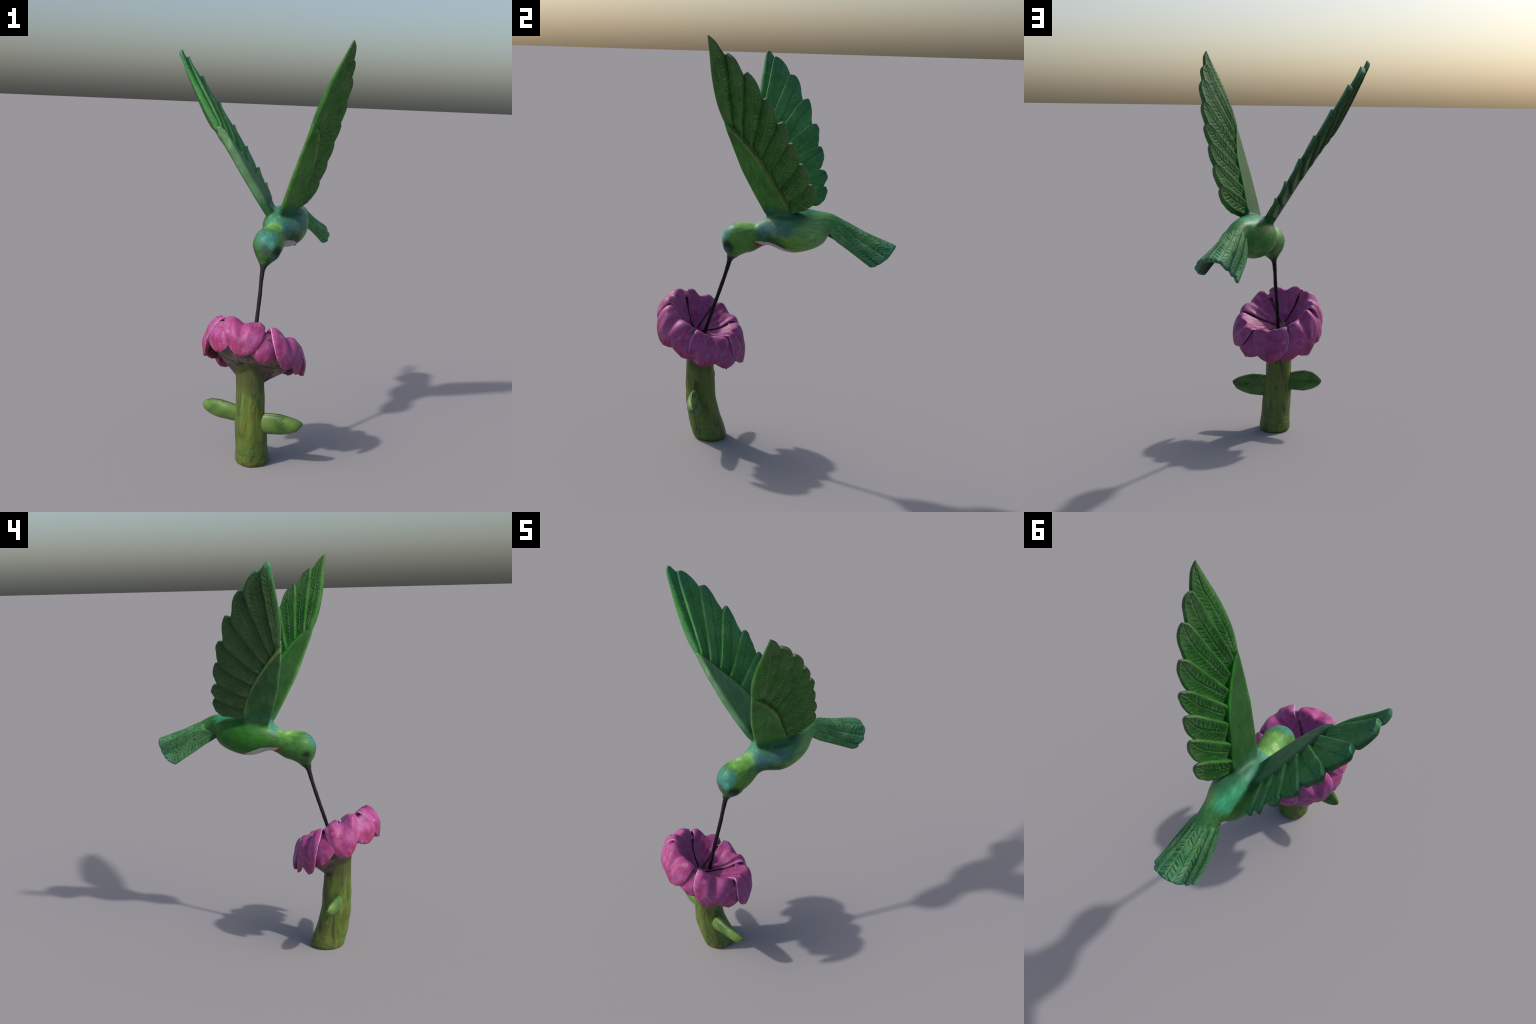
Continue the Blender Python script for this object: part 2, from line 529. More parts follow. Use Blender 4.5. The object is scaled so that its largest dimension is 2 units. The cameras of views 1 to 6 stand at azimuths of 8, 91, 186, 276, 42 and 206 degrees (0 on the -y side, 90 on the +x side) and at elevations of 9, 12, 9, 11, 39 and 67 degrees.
for i in range(len(S)):
    t = tan[i]
    lat = unit(lat0 - t * (lat0 @ t))
    up = np.cross(lat, t)
    if up @ (vec(0, -.3, 1)) < 0:
        up = -up
    a, bt, bb = S[i, 3:6]
    sn = np.sin(th)
    rings.append(cen[i] + np.outer(np.cos(th) * a, lat) + np.outer(np.where(sn > 0, bt, bb) * sn, up))
body_v, body_f = loft(rings)

# wing pads (coverts): outlines in (span s, chord c): leading edge and rear ridge
PAD = {
    "P": dict(lead=[(-.09, .03), (0, .0), (.12, -.024), (.268, -.048), (.386, -.055), (.47, -.058), (.522, -.058)],
              ridge=[(-.09, .13), (.0, .150), (.06, .144), (.135, .122), (.234, .098), (.33, .074), (.42, .030), (.485, -.010), (.522, -.050)]),
    "N": dict(lead=[(-.09, .03), (0, .0), (.102, -.025), (.22, -.045), (.36, -.057), (.43, -.058), (.475, -.058)],
              ridge=[(-.09, .12), (.0, .140), (.06, .134), (.13, .118), (.2, .095), (.27, .062), (.34, .022), (.42, -.022), (.475, -.050)]),
}
MIDN = {"P": ([0, .3, .6, .94], [0, .005, .004, .001]),
        "N": ([0, .2, .38, .536, .68, .78, .86, .885], [0, -.001, -.001, .002, .001, -.001, -.007, -.013])}


def wing_pt(side, s, c, h):
    O, a, b, n = WING[side]
    m = np.interp(s, *MIDN[side])
    return O + np.multiply.outer(s, a) + np.multiply.outer(c, b) + np.multiply.outer(h + m, n)


def pad_mesh(side):
    L = np.array(PAD[side]["lead"])
    R = np.array(PAD[side]["ridge"])
    ss = np.linspace(-.09, L[-1, 0], 60)
    cl = np.interp(ss, L[:, 0], L[:, 1])
    cr = np.interp(ss, R[:, 0], R[:, 1])
    k = np.ones(5) / 5
    cr[2:-2] = np.convolve(cr, k, "valid")
    rr = []
    m = 28
    w = np.linspace(0, 1, m)
    for s, a, b in zip(ss, cl, cr):
        fade = min(1, ((L[-1, 0] - s) / .05 + .15)) ** .6
        rnd = np.sqrt(np.clip(1 - np.clip(1 - w / .10, 0, 1) ** 2, 0, 1)) * np.sqrt(np.clip(1 - np.clip(1 - (1 - w) / .05, 0, 1) ** 2, 0, 1))
        if side == "P":
            q = sstep(.42, .22, s)
            bead = .007 * np.exp(-((w - .92) / .055) ** 2)
            ho, hi = .010 + bead + .006 * q + (.020 - .008 * q) * w ** 1.3, .006 + .021 * w ** 1.2
        else:
            ho, hi = .008 + .005 * np.exp(-((w - .92) / .055) ** 2) + .014 * w ** 1.3, .036 - .008 * w
        ho = (ho * fade - .001) * rnd + .001
        hi = (hi * (.45 + .55 * fade)) * rnd + .001
        c = a + (b - a) * w
        up = wing_pt(side, np.full(m, s), c, ho)
        dn = wing_pt(side, np.full(m, s), c, -hi)
        rr.append(np.vstack([up, dn[::-1]]))
    return loft(rr)


def raw_mesh(parts):
    V, F, o = [], [], 0
    for v, f in parts:
        V.append(v)
        F += [tuple(i + o for i in q) for q in f]
        o += len(v)
    me = bpy.data.meshes.new("raw")
    me.from_pydata([tuple(v) for v in np.vstack(V)], [], F)
    bm = bmesh.new()
    bm.from_mesh(me)
    bmesh.ops.recalc_face_normals(bm, faces=bm.faces)
    bm.to_mesh(me)
    bm.free()
    return me


pads = {k: pad_mesh(k) for k in "PN"}
me = raw_mesh([(body_v, body_f), pads["P"], pads["N"]])
tmp = bpy.data.objects.new("tmp", me)
COLL.objects.link(tmp)
md = tmp.modifiers.new("r", "REMESH")
md.mode = "VOXEL"
md.voxel_size = .0036
md.adaptivity = 0
dg = bpy.context.evaluated_depsgraph_get()
whole = bpy.data.meshes.new_from_object(tmp.evaluated_get(dg))
bpy.data.objects.remove(tmp)

nv = len(whole.vertices)
co = np.empty(nv * 3)
whole.vertices.foreach_get("co", co)
co = co.reshape(-1, 3)
ed = np.empty(len(whole.edges) * 2, int)
whole.edges.foreach_get("vertices", ed)
ed = ed.reshape(-1, 2)
deg = np.bincount(ed.ravel(), minlength=nv)[:, None].astype(float)


def laplace(P, w):
    acc = np.zeros_like(P)
    np.add.at(acc, ed[:, 0], P[ed[:, 1]])
    np.add.at(acc, ed[:, 1], P[ed[:, 0]])
    return P + w * (acc / np.maximum(deg, 1) - P)


def bvh(part):
    return BVHTree.FromPolygons([tuple(v) for v in part[0]], part[1])


tb = bvh((body_v, body_f))
tp = {k: bvh(pads[k]) for k in "PN"}
dB = np.array([tb.find_nearest(Vector(p))[3] for p in co])
dP = np.minimum(*[np.array([tp[k].find_nearest(Vector(p))[3] for p in co]) for k in "PN"])
joint = np.clip(1 - np.maximum(dB, dP) / .028, 0, 1)[:, None]
for _ in range(5):
    co = laplace(co, .5)
for _ in range(45):
    co = laplace(co, .6 * joint)
chin = np.clip(1 - np.linalg.norm(co - vec(.054, -.165, .965), axis=1) / .05, 0, 1)[:, None]
for _ in range(60):
    co = laplace(co, .6 * chin)
# eye hollows pressed into the head
for ex in ((.101, -.222, 1.010), (.003, -.203, 1.012)):
    e = np.array(ex)
    d = np.linalg.norm(co - e, axis=1)
    k = np.exp(-(d / .017) ** 2)[:, None]
    inward = unit(vec(.055, -.17, 1.02) - e)
    co += inward * .013 * k
# faint tool marks
co += rng.normal(0, .00012, co.shape)
whole.vertices.foreach_set("co", co.ravel())
whole.update()
vn = np.empty(nv * 3)
whole.vertex_normals.foreach_get("vector", vn)
vn = vn.reshape(-1, 3)
polys = [tuple(p.vertices) for p in whole.polygons]
fc = np.array([co[list(p)].mean(0) for p in polys])


def wing_coords(side, P):
    O, a, b, n = WING[side]
    d = P - O
    return d @ a, d @ b, d @ n


region = np.full(len(polys), "torso", dtype=object)
along = fc @ BODY_AXIS
region[(along < -.055) & (fc[:, 2] < 1.16)] = "head"
region[along > .27] = "tail"
for k in "PN":
    s, c, h = wing_coords(k, fc)
    region[(s > .022) & (np.abs(h) < .05) & (c > -.09) & (c < .2)] = "wing" + k


def region_obj(key, name, mat, parent):
    sel = [p for p, r in zip(polys, region) if r == key]
    ids = sorted({i for p in sel for i in p})
    remap = {o: i for i, o in enumerate(ids)}
    m = bpy.data.meshes.new(name)
    m.from_pydata([tuple(co[i]) for i in ids], [], [tuple(remap[i] for i in p) for p in sel])
    m.materials.append(mat)
    m.polygons.foreach_set("use_smooth", [True] * len(m.polygons))
    m.normals_split_custom_set_from_vertices([tuple(vn[i]) for i in ids])
    ob = bpy.data.objects.new(name, m)
    COLL.objects.link(ob)
    set_parent(ob, parent)
    return ob


torso = region_obj("torso", "torso", MAT_BODY, root)
head = region_obj("head", "head", MAT_BODY, root)
tail = region_obj("tail", "tail", MAT_BODY, root)
wing = {k: region_obj("wing" + k, "wing", MAT_PAD[k], root) for k in "PN"}

# beak: slightly wavy dowel from the face down into the flower
BK = [(.0415, -.2190, .940, .0125), (.0405, -.2225, .920, .0115), (.038, -.236, .870, .0095), (.0375, -.254, .812, .0095), (.035, -.274, .750, .0093),
      (.0325, -.296, .685, .0092), (.031, -.318, .615, .0088), (.030, -.336, .556, .0088), (.030, -.342, .535, .009)]
B = crspline_param(BK, 60)
bt = np.gradient(B[:, :3], axis=0)
bt /= np.linalg.norm(bt, axis=1, keepdims=True)
rr = []
a16 = np.linspace(0, 2 * math.pi, 16, endpoint=False)
for i in range(60):
    u = unit(np.cross(bt[i], vec(1, 0, 0)))
    v = np.cross(bt[i], u)
    r = B[i, 3] * (1 + .05 * math.sin(i * .9) * math.sin(i * .37))
    rr.append(B[i, :3] + r * (np.outer(np.cos(a16), u) + np.outer(np.sin(a16), v)))
V, F = loft(rr)
new_obj("beak", V, F, [MAT_BEAK], head)

# eyes: small dark beads sunk in the hollows
for ex in ((.0935, -.2165, 1.012), (.012, -.199, 1.012)):
    bm = bmesh.new()
    bmesh.ops.create_uvsphere(bm, u_segments=24, v_segments=14, radius=.0095)
    m = bpy.data.meshes.new("eye")
    bm.to_mesh(m)
    bm.free()
    m.polygons.foreach_set("use_smooth", [True] * len(m.polygons))
    m.materials.append(MAT_EYE)
    ob = bpy.data.objects.new("eye", m)
    COLL.objects.link(ob)
    ob.matrix_world = Matrix.Translation(ex)
    set_parent(ob, head)

# ------------------------------------------------------------------ feathers
FEATHERS = {
    "P": dict(
        lead1=[(.47, -.040), (.522, -.056), (.623, -.061), (.744, -.045), (.85, -.020), (.936, .0)],
        tips=[(.936, 0), (.841, .070), (.748, .133), (.618, .192), (.493, .234), (.386, .251), (.274, .269), (.155, .283)],
        notch=[(.842, .055), (.740, .114), (.612, .168), (.490, .205), (.384, .227), (.275, .250), (.165, .269), (.035, .225)],
        bulge=[[(.908, .027), (.87, .046)], [(.820, .094), (.783, .109)], [(.705, .164), (.662, .170)], [(.585, .207), (.530, .212)],
               [(.465, .245), (.415, .240)], [(.355, .264), (.305, .261)], [(.245, .283), (.195, .281)], [(.136, .294), (.090, .290), (.056, .262)]],
        base=[None, (.515, -.014), (.463, .022), (.392, .049), (.333, .079), (.262, .106), (.165, .124), (.090, .147), (.015, .150)]),
    "N": dict(
        lead1=[(.42, -.040), (.472, -.055), (.56, -.058), (.68, -.046), (.781, -.029), (.861, -.014), (.881, .0)],
        tips=[(.881, .0), (.833, .059), (.727, .142), (.595, .206), (.450, .245), (.325, .265), (.190, .284), (.110, .283)],
        notch=[(.841, .034), (.736, .112), (.587, .174), (.451, .217), (.326, .242), (.208, .246), (.112, .257), (.022, .205)],
        bulge=[[(.872, .016), (.858, .026)], [(.814, .079), (.781, .100)], [(.700, .158), (.640, .168)], [(.560, .216), (.490, .218)],
               [(.420, .254), (.360, .250)], [(.285, .276), (.235, .264)], [(.165, .290), (.130, .272)], [(.083, .286), (.045, .268), (.020, .235)]],
        base=[None, (.462, -.036), (.418, -.008), (.368, .026), (.305, .056), (.235, .083), (.155, .106), (.085, .126), (.012, .140)]),
}


# offset of the blades' middle from the wing plane, half thickness
SLAB = {"P": (-.0015, .0172), "N": (.001, .0225)}


def barb_marks(nx, ny, X, Y, length, k0, amp):
    """Carved quill line and slanting barb cuts, as depth below the surface."""
    depth = np.zeros((nx, ny))
    quill = .46 + .04 * np.sin(X * 4 + k0)
    depth += .0026 * amp * np.exp(-((Y - quill) / .035) ** 2) * sstep(.05, .2, X) * sstep(1., .93, X)
    n = max(5, int(length / .021))
    for i in range(n):
        for sd in (-1, 1):
            x0 = (i + .5 + rng.uniform(-.25, .25)) / n * .92 + .04
            if rng.random() < .12:
                continue
            ln = rng.uniform(.22, .42)
            slope = rng.uniform(.55, .85) * .022 / length * 4.2
            dy = (Y - quill) * sd
            line = x0 + dy * slope
            wid = rng.uniform(.0016, .0026) / length
            seg = sstep(.03, .08, dy) * sstep(ln + .05, ln, dy)
            depth += rng.uniform(.0012, .0028) * amp * np.exp(-((X - line) / wid) ** 2) * seg
    return depth


for _d in FEATHERS.values():      # keep the free ends a touch inside the traced outline
    _d["tips"] = [_d["tips"][0]] + [(q[0], q[1] - .0025) for q in _d["tips"][1:]]
    _d["notch"] = [(q[0], q[1] - .0025) for q in _d["notch"]]
    _d["bulge"] = [[(q[0], q[1] - .0025) for q in b] for b in _d["bulge"]]


def build_feather(side, k, parent):
    D = FEATHERS[side]
    NX, NY = 150, 40
    tip = np.array(D["tips"][k])
    if k == 0:
        lead = spline(D["lead1"], NX)
    else:
        # the front edge lies under the neighbour and surfaces at the notch
        b0 = np.array(D["base"][k])
        np_ = np.array(D["notch"][k - 1])
        dirn = unit(np_ - b0)
        side_v = np.array([dirn[1], -dirn[0]])
        side_v = side_v if side_v[1] < 0 else -side_v
        lap = .006
        lead = spline([b0 - dirn * .035 + side_v * lap, b0 + side_v * lap, (b0 + np_) / 2 + side_v * lap,
                       np_ + side_v * lap * .6 - dirn * .02, np_ * .35 + tip * .65 + side_v * .002, tip], NX)
    b1 = np.array(D["base"][k + 1])
    nt = np.array(D["notch"][k])
    d1 = unit(nt - b1)
    ov = np.array([-d1[1], d1[0]])
    ov = (ov if ov[1] > 0 else -ov) * (.006 if k < 7 else 0)
    chain = [b1 - d1 * .03 + ov, b1 + ov, (b1 + nt) / 2 + ov * 1.3, nt - d1 * .03 + ov, nt] + [np.array(q) for q in D["bulge"][k][::-1]] + [tip]
    trail = spline(chain, NX)
    wav = np.linspace(0, 1, NX)
    nick = .0016 * np.sin(wav * rng.uniform(22, 30) + rng.uniform(0, 6)) * np.sin(wav * rng.uniform(7, 13) + rng.uniform(0, 6))
    dtr = np.gradient(trail, axis=0)
    dtr /= np.maximum(np.linalg.norm(dtr, axis=1, keepdims=True), 1e-9)
    trail = trail + np.stack([-dtr[:, 1], dtr[:, 0]], 1) * (nick * sstep(1, .93, wav))[:, None]
    w = np.linspace(0, 1, NY)
    t = np.linspace(0, 1, NX)
    # blunt the last row so that the outline stays clean
    G = lead[:, None, :] * (1 - w)[None, :, None] + trail[:, None, :] * w[None, :, None]
    X, Y = np.meshgrid(t, w, indexing="ij")
    length = np.linalg.norm(tip - lead[0])
    width = np.linalg.norm(trail - lead, axis=1)[:, None]
    # blades are rolled like louvres: front edge inwards, rear edge outwards
    roll = np.minimum(.0088 if side == "P" else .0070, width * .14)
    if k == 0:
        mid_h = 0 * roll + 1.0 * roll * Y ** 1.5
    else:
        mid_h = -roll + 2 * roll * Y
    mid_h = mid_h + SLAB[side][0] * sstep(1.1, .5, X if k == 0 else X * 0 + .3 * X)
    edge = np.clip(np.minimum(Y * (.0055 / .024 if k == 0 else 1), 1 - Y) * width / .0055, 0, 1)
    tipedge = np.clip((1 - X) * length / .012, 0, 1)
    thick = SLAB[side][1] * (1 if side == "P" or k < 4 else 1 - .075 * (k - 3))
    th = thick * np.sqrt(1 - (1 - edge) ** 2 * .93) * np.sqrt(1 - (1 - tipedge) ** 2 * .9)
    th = th * (.35 + .65 * sstep(0, .15, X))
    th = th * (1 - (.5 if k == 0 else .45) * sstep(.25, 1., X))
    ph = rng.uniform(0, 6)
    marks_o = barb_marks(NX, NY, X, Y, length, ph, 1.)
    marks_i = barb_marks(NX, NY, X, Y, length, ph + 1, 1.)
    # swelling rim along the rear edge outside, front edge inside
    swell_o = .0022 * np.exp(-((Y - .86) / .12) ** 2) - .0016 * np.exp(-((Y - .25) / .2) ** 2)
    swell_i = .0022 * np.exp(-((Y - .14) / .12) ** 2) - .0016 * np.exp(-((Y - .75) / .2) ** 2)
    ef = np.clip(edge * 1.2 - .2, 0, 1)
    top = wing_pt(side, G[..., 0], G[..., 1], mid_h + th + (swell_o - marks_o) * ef)
    bot = wing_pt(side, G[..., 0], G[..., 1], mid_h - th - (swell_i - marks_i) * ef)
    O, a, b, n = WING[side]
    q0 = (lead[0] + trail[0]) / 2
    dx = unit(tip - q0)
    xa = a * dx[0] + b * dx[1]
    ya = np.cross(n, xa)
    o = wing_pt(side, q0[0], q0[1], 0.)
    Mx = Matrix(((xa[0], ya[0], n[0], o[0]), (xa[1], ya[1], n[1], o[1]), (xa[2], ya[2], n[2], o[2]), (0, 0, 0, 1)))
    R = np.stack([xa, ya, n], 1)
    top = (top - o) @ R
    bot = (bot - o) @ R
    V, F = shell(top, bot)
    return new_obj("feather", V, F, [MAT_FEATHER[side]], parent, Mx)


for side in "PN":
    for k in range(8):
        build_feather(side, k, wing[side])

# ------------------------------------------------------------------ tail feathers
# lengthwise grooves of the arched tail, from one lower edge over the top to the other
GROOVES = [
    [(.176, .235, 1.105), (.215, .300, 1.068), (.249, .364, 1.030), (0.291, 0.457, 0.971)],
    [(.185, .235, 1.150), (.212, .292, 1.127), (.248, .363, 1.074), (0.297, 0.484, 0.989)],
    [(.170, .240, 1.185), (.200, .303, 1.155), (.232, .396, 1.092), (0.300, 0.524, 1.021)],
    [(.165, .240, 1.196), (.182, .310, 1.167), (.226, .440, 1.108), (0.265, 0.561, 1.061)],
    [(.140, .245, 1.197), (.148, .320, 1.172), (.166, .442, 1.114), (0.184, 0.574, 1.061)],
    [(.118, .255, 1.182), (.123, .343, 1.148), (.129, .439, 1.092), (0.143, 0.555, 1.024)],
    [(.095, .260, 1.135), (.105, .338, 1.112), (.106, .422, 1.063), (0.122, 0.534, 0.992)],
    [(.098, .245, 1.095), (.096, .310, 1.065), (.093, .372, 1.028), (0.112, 0.492, 0.951)],
]
TAIL_SHIFT = [(.004, 0, -.003), (.004, 0, -.003), (.002, 0, -.004), (0, 0, -.007), (0, 0, -.008), (.001, 0, -.008), (.001, 0, -.008), (-.002, 0, -.014)]
AXIS_PT = vec(.185, .40, 1.03)
curves = [spline(np.array(g) + vec(*TAIL_SHIFT[i]) * np.linspace(.4, 1, 4)[:, None], 110) for i, g in enumerate(GROOVES)]
for k in range(7):
    A, Bc = curves[k], curves[k + 1]
    NX, NY = 110, 26
    w = np.linspace(0, 1, NY)
    # rounded end: shorten towards both sides
    x = np.linspace(0, 1, NX)
    X, Y = np.meshgrid(x, w, indexing="ij")
    endcut = 1 - .018 * np.abs(2 * w - 1) ** 3 - (.03 * (1 - w) ** 2 if k == 0 else 0) - (.04 * w ** 2 if k == 6 else 0)
    idx = X * endcut[None, :] * (NX - 1)
    i0 = np.clip(idx.astype(int), 0, NX - 2)
    f = (idx - i0)[..., None]
    PA = A[i0] * (1 - f) + A[i0 + 1] * f
    PB = Bc[i0] * (1 - f) + Bc[i0 + 1] * f
    ext = .05
    ww = (-ext + (1 + 2 * ext) * Y)[..., None]
    G = PA * (1 - ww) + PB * ww
    N = grid_normals(G)
    mid = G[NX // 2, NY // 2]
    if N[NX // 2, NY // 2] @ (mid - AXIS_PT) < 0:
        N = -N
    width = np.linalg.norm(PB - PA, axis=2)
    arch = (.20 if k < 4 else .07) * width * (1 - (2 * Y - 1) ** 2) - .016 * (1 - sstep(0, .3, X))
    tilt = (.0060 if k < 3 else -.0060 if k > 3 else 0) * (2 * Y - 1)
    length = np.linalg.norm(A[-1] - A[0])
    edge = np.clip(np.minimum(Y, 1 - Y) / .12, 0, 1)
    tipe = np.clip((1 - X) * length / .010, 0, 1)
    rnd = np.sqrt(1 - (1 - edge) ** 2 * .9) * np.sqrt(1 - (1 - tipe) ** 2 * .9)
    marks = barb_marks(NX, NY, X, Y, length, k, 1.8) * sstep(.25, .4, X)
    top = G + N * (arch + tilt - .007 + .006 * rnd - marks * edge)[..., None]
    bot = G + N * (arch * .6 + tilt - .006 - .012 * rnd)[..., None]
    o = (A[0] + Bc[0]) / 2
    xa = unit((A[-1] + Bc[-1]) / 2 - o)
    za = N[NX // 2, NY // 2]
    za = unit(za - xa * (za @ xa))
    ya = np.cross(za, xa)
    R = np.stack([xa, ya, za], 1)
    Mx = Matrix(((xa[0], ya[0], za[0], o[0]), (xa[1], ya[1], za[1], o[1]), (xa[2], ya[2], za[2], o[2]), (0, 0, 0, 1)))
    V, F = shell((top - o) @ R, (bot - o) @ R)
    new_obj("tail_feather", V, F, [MAT_FEATHER["T"]], tail, Mx)

# ------------------------------------------------------------------ flower
FC = vec(.038, -.336, .652)
FN = unit(vec(.202, .446, .872))
FX = unit(np.cross(vec(0, 1, 0), FN))
FY = np.cross(FN, FX)


def fdir(az):
    return np.multiply.outer(np.sin(az), FX) - np.multiply.outer(np.cos(az), FY)


def flower_pt(az, r, h):
    return FC + fdir(az) * np.asarray(r)[..., None] + np.multiply.outer(h, FN)


deg = math.radians
GAPS = [17, 79, 139, 200, 256, 312]      # clefts between the wide petals
WIDE_TIPS = [(351, .170, -.164), (53, .213, -.157), (104, .258, -.125), (168, .266, -.125), (211, .229, -.175), (270, .185, -.183)]
LOW_TIPS = [(25, .169, -.162), (83, .229, -.145), (135, .264, -.121), (188, .254, -.145), (235, .219, -.164), (312, .173, -.167)]
CREST_R = [.179, .206, .178, .173, .174, .197]


def crest_r(az):
    g = np.array(GAPS + [GAPS[0] + 360])
    r = np.array(CREST_R + [CREST_R[0]])
    z = (np.degrees(az) - GAPS[0]) % 360 + GAPS[0]
    return np.interp(z, g, r)


# receptacle: underside, coloured dark for shade, swelling from the stem to the petals
seg = 64
a = np.linspace(0, 2 * math.pi, seg, endpoint=False)
# skirt: a tilted collar round the stem, flaring straight out under the petals
az_a = np.arctan2(np.cos(a), -np.sin(a))
sx, sy = .062 * np.cos(a), .062 * np.sin(a)
collar = np.stack([.022 + sx, -.364 + sy, np.maximum(.447 - 1.25 * sy - .12 * sx, .388)], 1)
brim = flower_pt(az_a, np.full(seg, .176) + .006 * np.sin(6 * a), -.130 - .020 * sstep(-.02, .06, sy)) + vec(.008, .012, -.004)
rr = [collar * [1, 1, 1] + vec(0, 0, .03) + (vec(.022, -.364, 0) - collar * [1, 1, 0]) * .25]
for t in (0, .06, .15, .3, .5, .75, 1.):
    sag = -.002 * math.sin(math.pi * t) - .008 * (1 - t) ** 6
    rr.append(collar + (brim - collar) * t + FN * sag)
n_skirt = len(rr)
rc_a = crest_r(az_a)
for dr, h in ((.012, -.100), (.019, -.060), (.004, -.030), (-.020, -.030)):
    rr.append(flower_pt(az_a, rc_a + dr, np.full(seg, h)))
for r, h in ((.115, -.070), (.062, -.103), (.030, -.122)):
    rr.append(flower_pt(az_a, np.full(seg, r), np.full(seg, h)))
V, F = loft(rr)
fm = [0 if q[0] // seg < n_skirt + 1 else 1 for q in F]
flower = new_obj("flower", V, F, [MAT_UNDER, MAT_CLEFT], root, face_mat=fm)

# little domed disc at the heart of the flower
rr = []
for r, h in ((.030, -.122), (.028, -.114), (.020, -.111), (.010, -.110), (.002, -.110)):
    rr.append(flower_pt(a, np.full(seg, r), np.full(seg, h)))
V, F = loft(rr)
new_obj("flower_disc", V, F, [MAT_DISC], flower)

def petal(lo, hi, tip_az, tip_r, tip_h, wide):
    """Trumpet petal: from the throat out to the crest, rolling over and hanging to its tip."""
    while tip_az < lo:
        tip_az += 360
    while tip_az > hi + 40:
        tip_az -= 360
    NX, NY = 90, 64
    mid = (lo + hi) / 2
    half = (hi - lo) / 2
    v = np.linspace(0, 1, NX)
    u = np.linspace(-1, 1, NY)
    rc = crest_r(deg(mid)) + (0 if wide else -.006)
    hi_side = math.cos(deg(mid - 340))
    sh = (.031 if wide else .024) - .007 * hi_side
    rc = rc - .002 * hi_side
    tip_r = tip_r + .002 - .004 * hi_side
    prof = spline([(.020, -.114), (.060, -.092), (.115, -.058), (rc - .028, -.018), (rc, -.004 - .001 * hi_side), (rc + sh * .80, -.021),
                   ((rc + sh) * .75 + tip_r * .25 + .014, -.060), ((rc + tip_r) / 2 + .034, tip_h * .64), (tip_r + .010, tip_h)], NX)
    if not wide:      # these only show outside the crest
        prof = spline(prof[int(np.argmax(prof[:, 1]) * .93):], NX)
    r, h = prof[:, 0], prof[:, 1]
    ci = np.argmax(h)
    vc = v[ci]
    if wide:
        wd = half * np.interp(v, [0, vc * .3, vc, vc + (1 - vc) * .25, vc + (1 - vc) * .5, vc + (1 - vc) * .75, vc + (1 - vc) * .9, 1],
                              [.70, .84, .905, .89, .80, .62, .44, .15])
    else:
        wd = half * np.interp(v, [0, vc * .7, vc, vc + (1 - vc) * .3, vc + (1 - vc) * .65, vc + (1 - vc) * .9, 1],
                              [.6, .5, .70, .92, .92, .62, .20])
    k = np.ones(7) / 7
    wd[3:-3] = np.convolve(wd, k, "valid")
    cz = mid + (tip_az - mid) * sstep(vc * .9, 1, v)
    AZ = deg(1) * (cz[:, None] + wd[:, None] * u[None, :])
    U = np.abs(u)[None, :]
    Vv = v[:, None]
    Rr = np.repeat(r[:, None], NY, 1)
    Hh = np.repeat(h[:, None], NY, 1)
    near = np.exp(-((Vv - vc) / .17) ** 2)
    if wide:
        # two full lobes with a shallow valley between them, edges rolling down into the clefts
        lobe = np.exp(-((U - .62) / .30) ** 2)
        Hh = Hh + near * (.009 * lobe - .008 * np.exp(-(U / .26) ** 2) + .002 * U ** 8)
        Rr = Rr + near * (.006 * lobe - .010 * np.exp(-(U / .3) ** 2))
        # outside face: soft keel
        out = sstep(vc, vc + .15, Vv)
        Rr = Rr + out * .008 * (1 - U ** 2) - .008 * np.exp(-((Vv - vc - .12) / .12) ** 2) * np.exp(-(U / .24) ** 2)
        crease = np.cos(u * 11 + tip_az)[None, :] * sstep(.15, vc, Vv) * sstep(.95, .7, Vv)
        Hh = Hh + .0014 * crease
        Rr = Rr + .0014 * crease * out
    else:
        Hh = Hh - .014 * (1 - sstep(vc, vc + .2, Vv)) - near * .004
        out = sstep(vc, vc + .15, Vv)
        Rr = Rr - .010 + out * (.001 + .011 * (1 - U ** 2))
    ph = rng.uniform(0, 6, 4)
    Hh = Hh + .0016 * np.sin(9 * u + ph[0])[None, :] * np.sin(11 * v + ph[1])[:, None]
    Rr = Rr + .0016 * np.sin(7 * u + ph[2])[None, :] * np.sin(13 * v + ph[3])[:, None]
    G = flower_pt(AZ, Rr, Hh)
    N = grid_normals(G)
    N[-4:] = N[-5]
    c0 = G[ci, NY // 2]
    if N[ci, NY // 2] @ FN < 0:
        N = -N
    ed_ = np.clip(np.minimum(1 - np.abs(u)[None, :], (1 - Vv)) / .10, 0, 1)
    rnd = np.sqrt(1 - (1 - ed_) ** 2 * .9)
    thick = (.016 + .010 * sstep(vc, vc + .2, Vv)) if wide else .014
    top = G + N * (.004 * rnd - .004)[..., None]
    bot = G - N * (thick * (.45 + .55 * rnd) * sstep(-.05, .35, Vv))[..., None]
    o = FC + fdir(np.array(deg(mid))) * .1
    xa = fdir(np.array(deg(mid)))
    ya = np.cross(FN, xa)
    R = np.stack([xa, ya, FN], 1)
    Mx = Matrix(((xa[0], ya[0], FN[0], o[0]), (xa[1], ya[1], FN[1], o[1]), (xa[2], ya[2], FN[2], o[2]), (0, 0, 0, 1)))
    V, F = shell((top - o) @ R, (bot - o) @ R)
    fm = np.zeros(len(F), int)
    nface = (NX - 1) * (NY - 1)
    grid_j = np.arange(nface) % (NY - 1)
    grid_i = np.arange(nface) // (NY - 1)
    tops = (grid_j < 1) | (grid_j > NY - 3)
    fm[:nface][tops & (grid_i > 6)] = 1
    # shade-darkened underside only well inside the hanging part
    fm[nface:2 * nface] = np.where((grid_i > ci) & (grid_j > NY * .2) & (grid_j < NY * .8) & (grid_i < NX - 10), 2, 0)
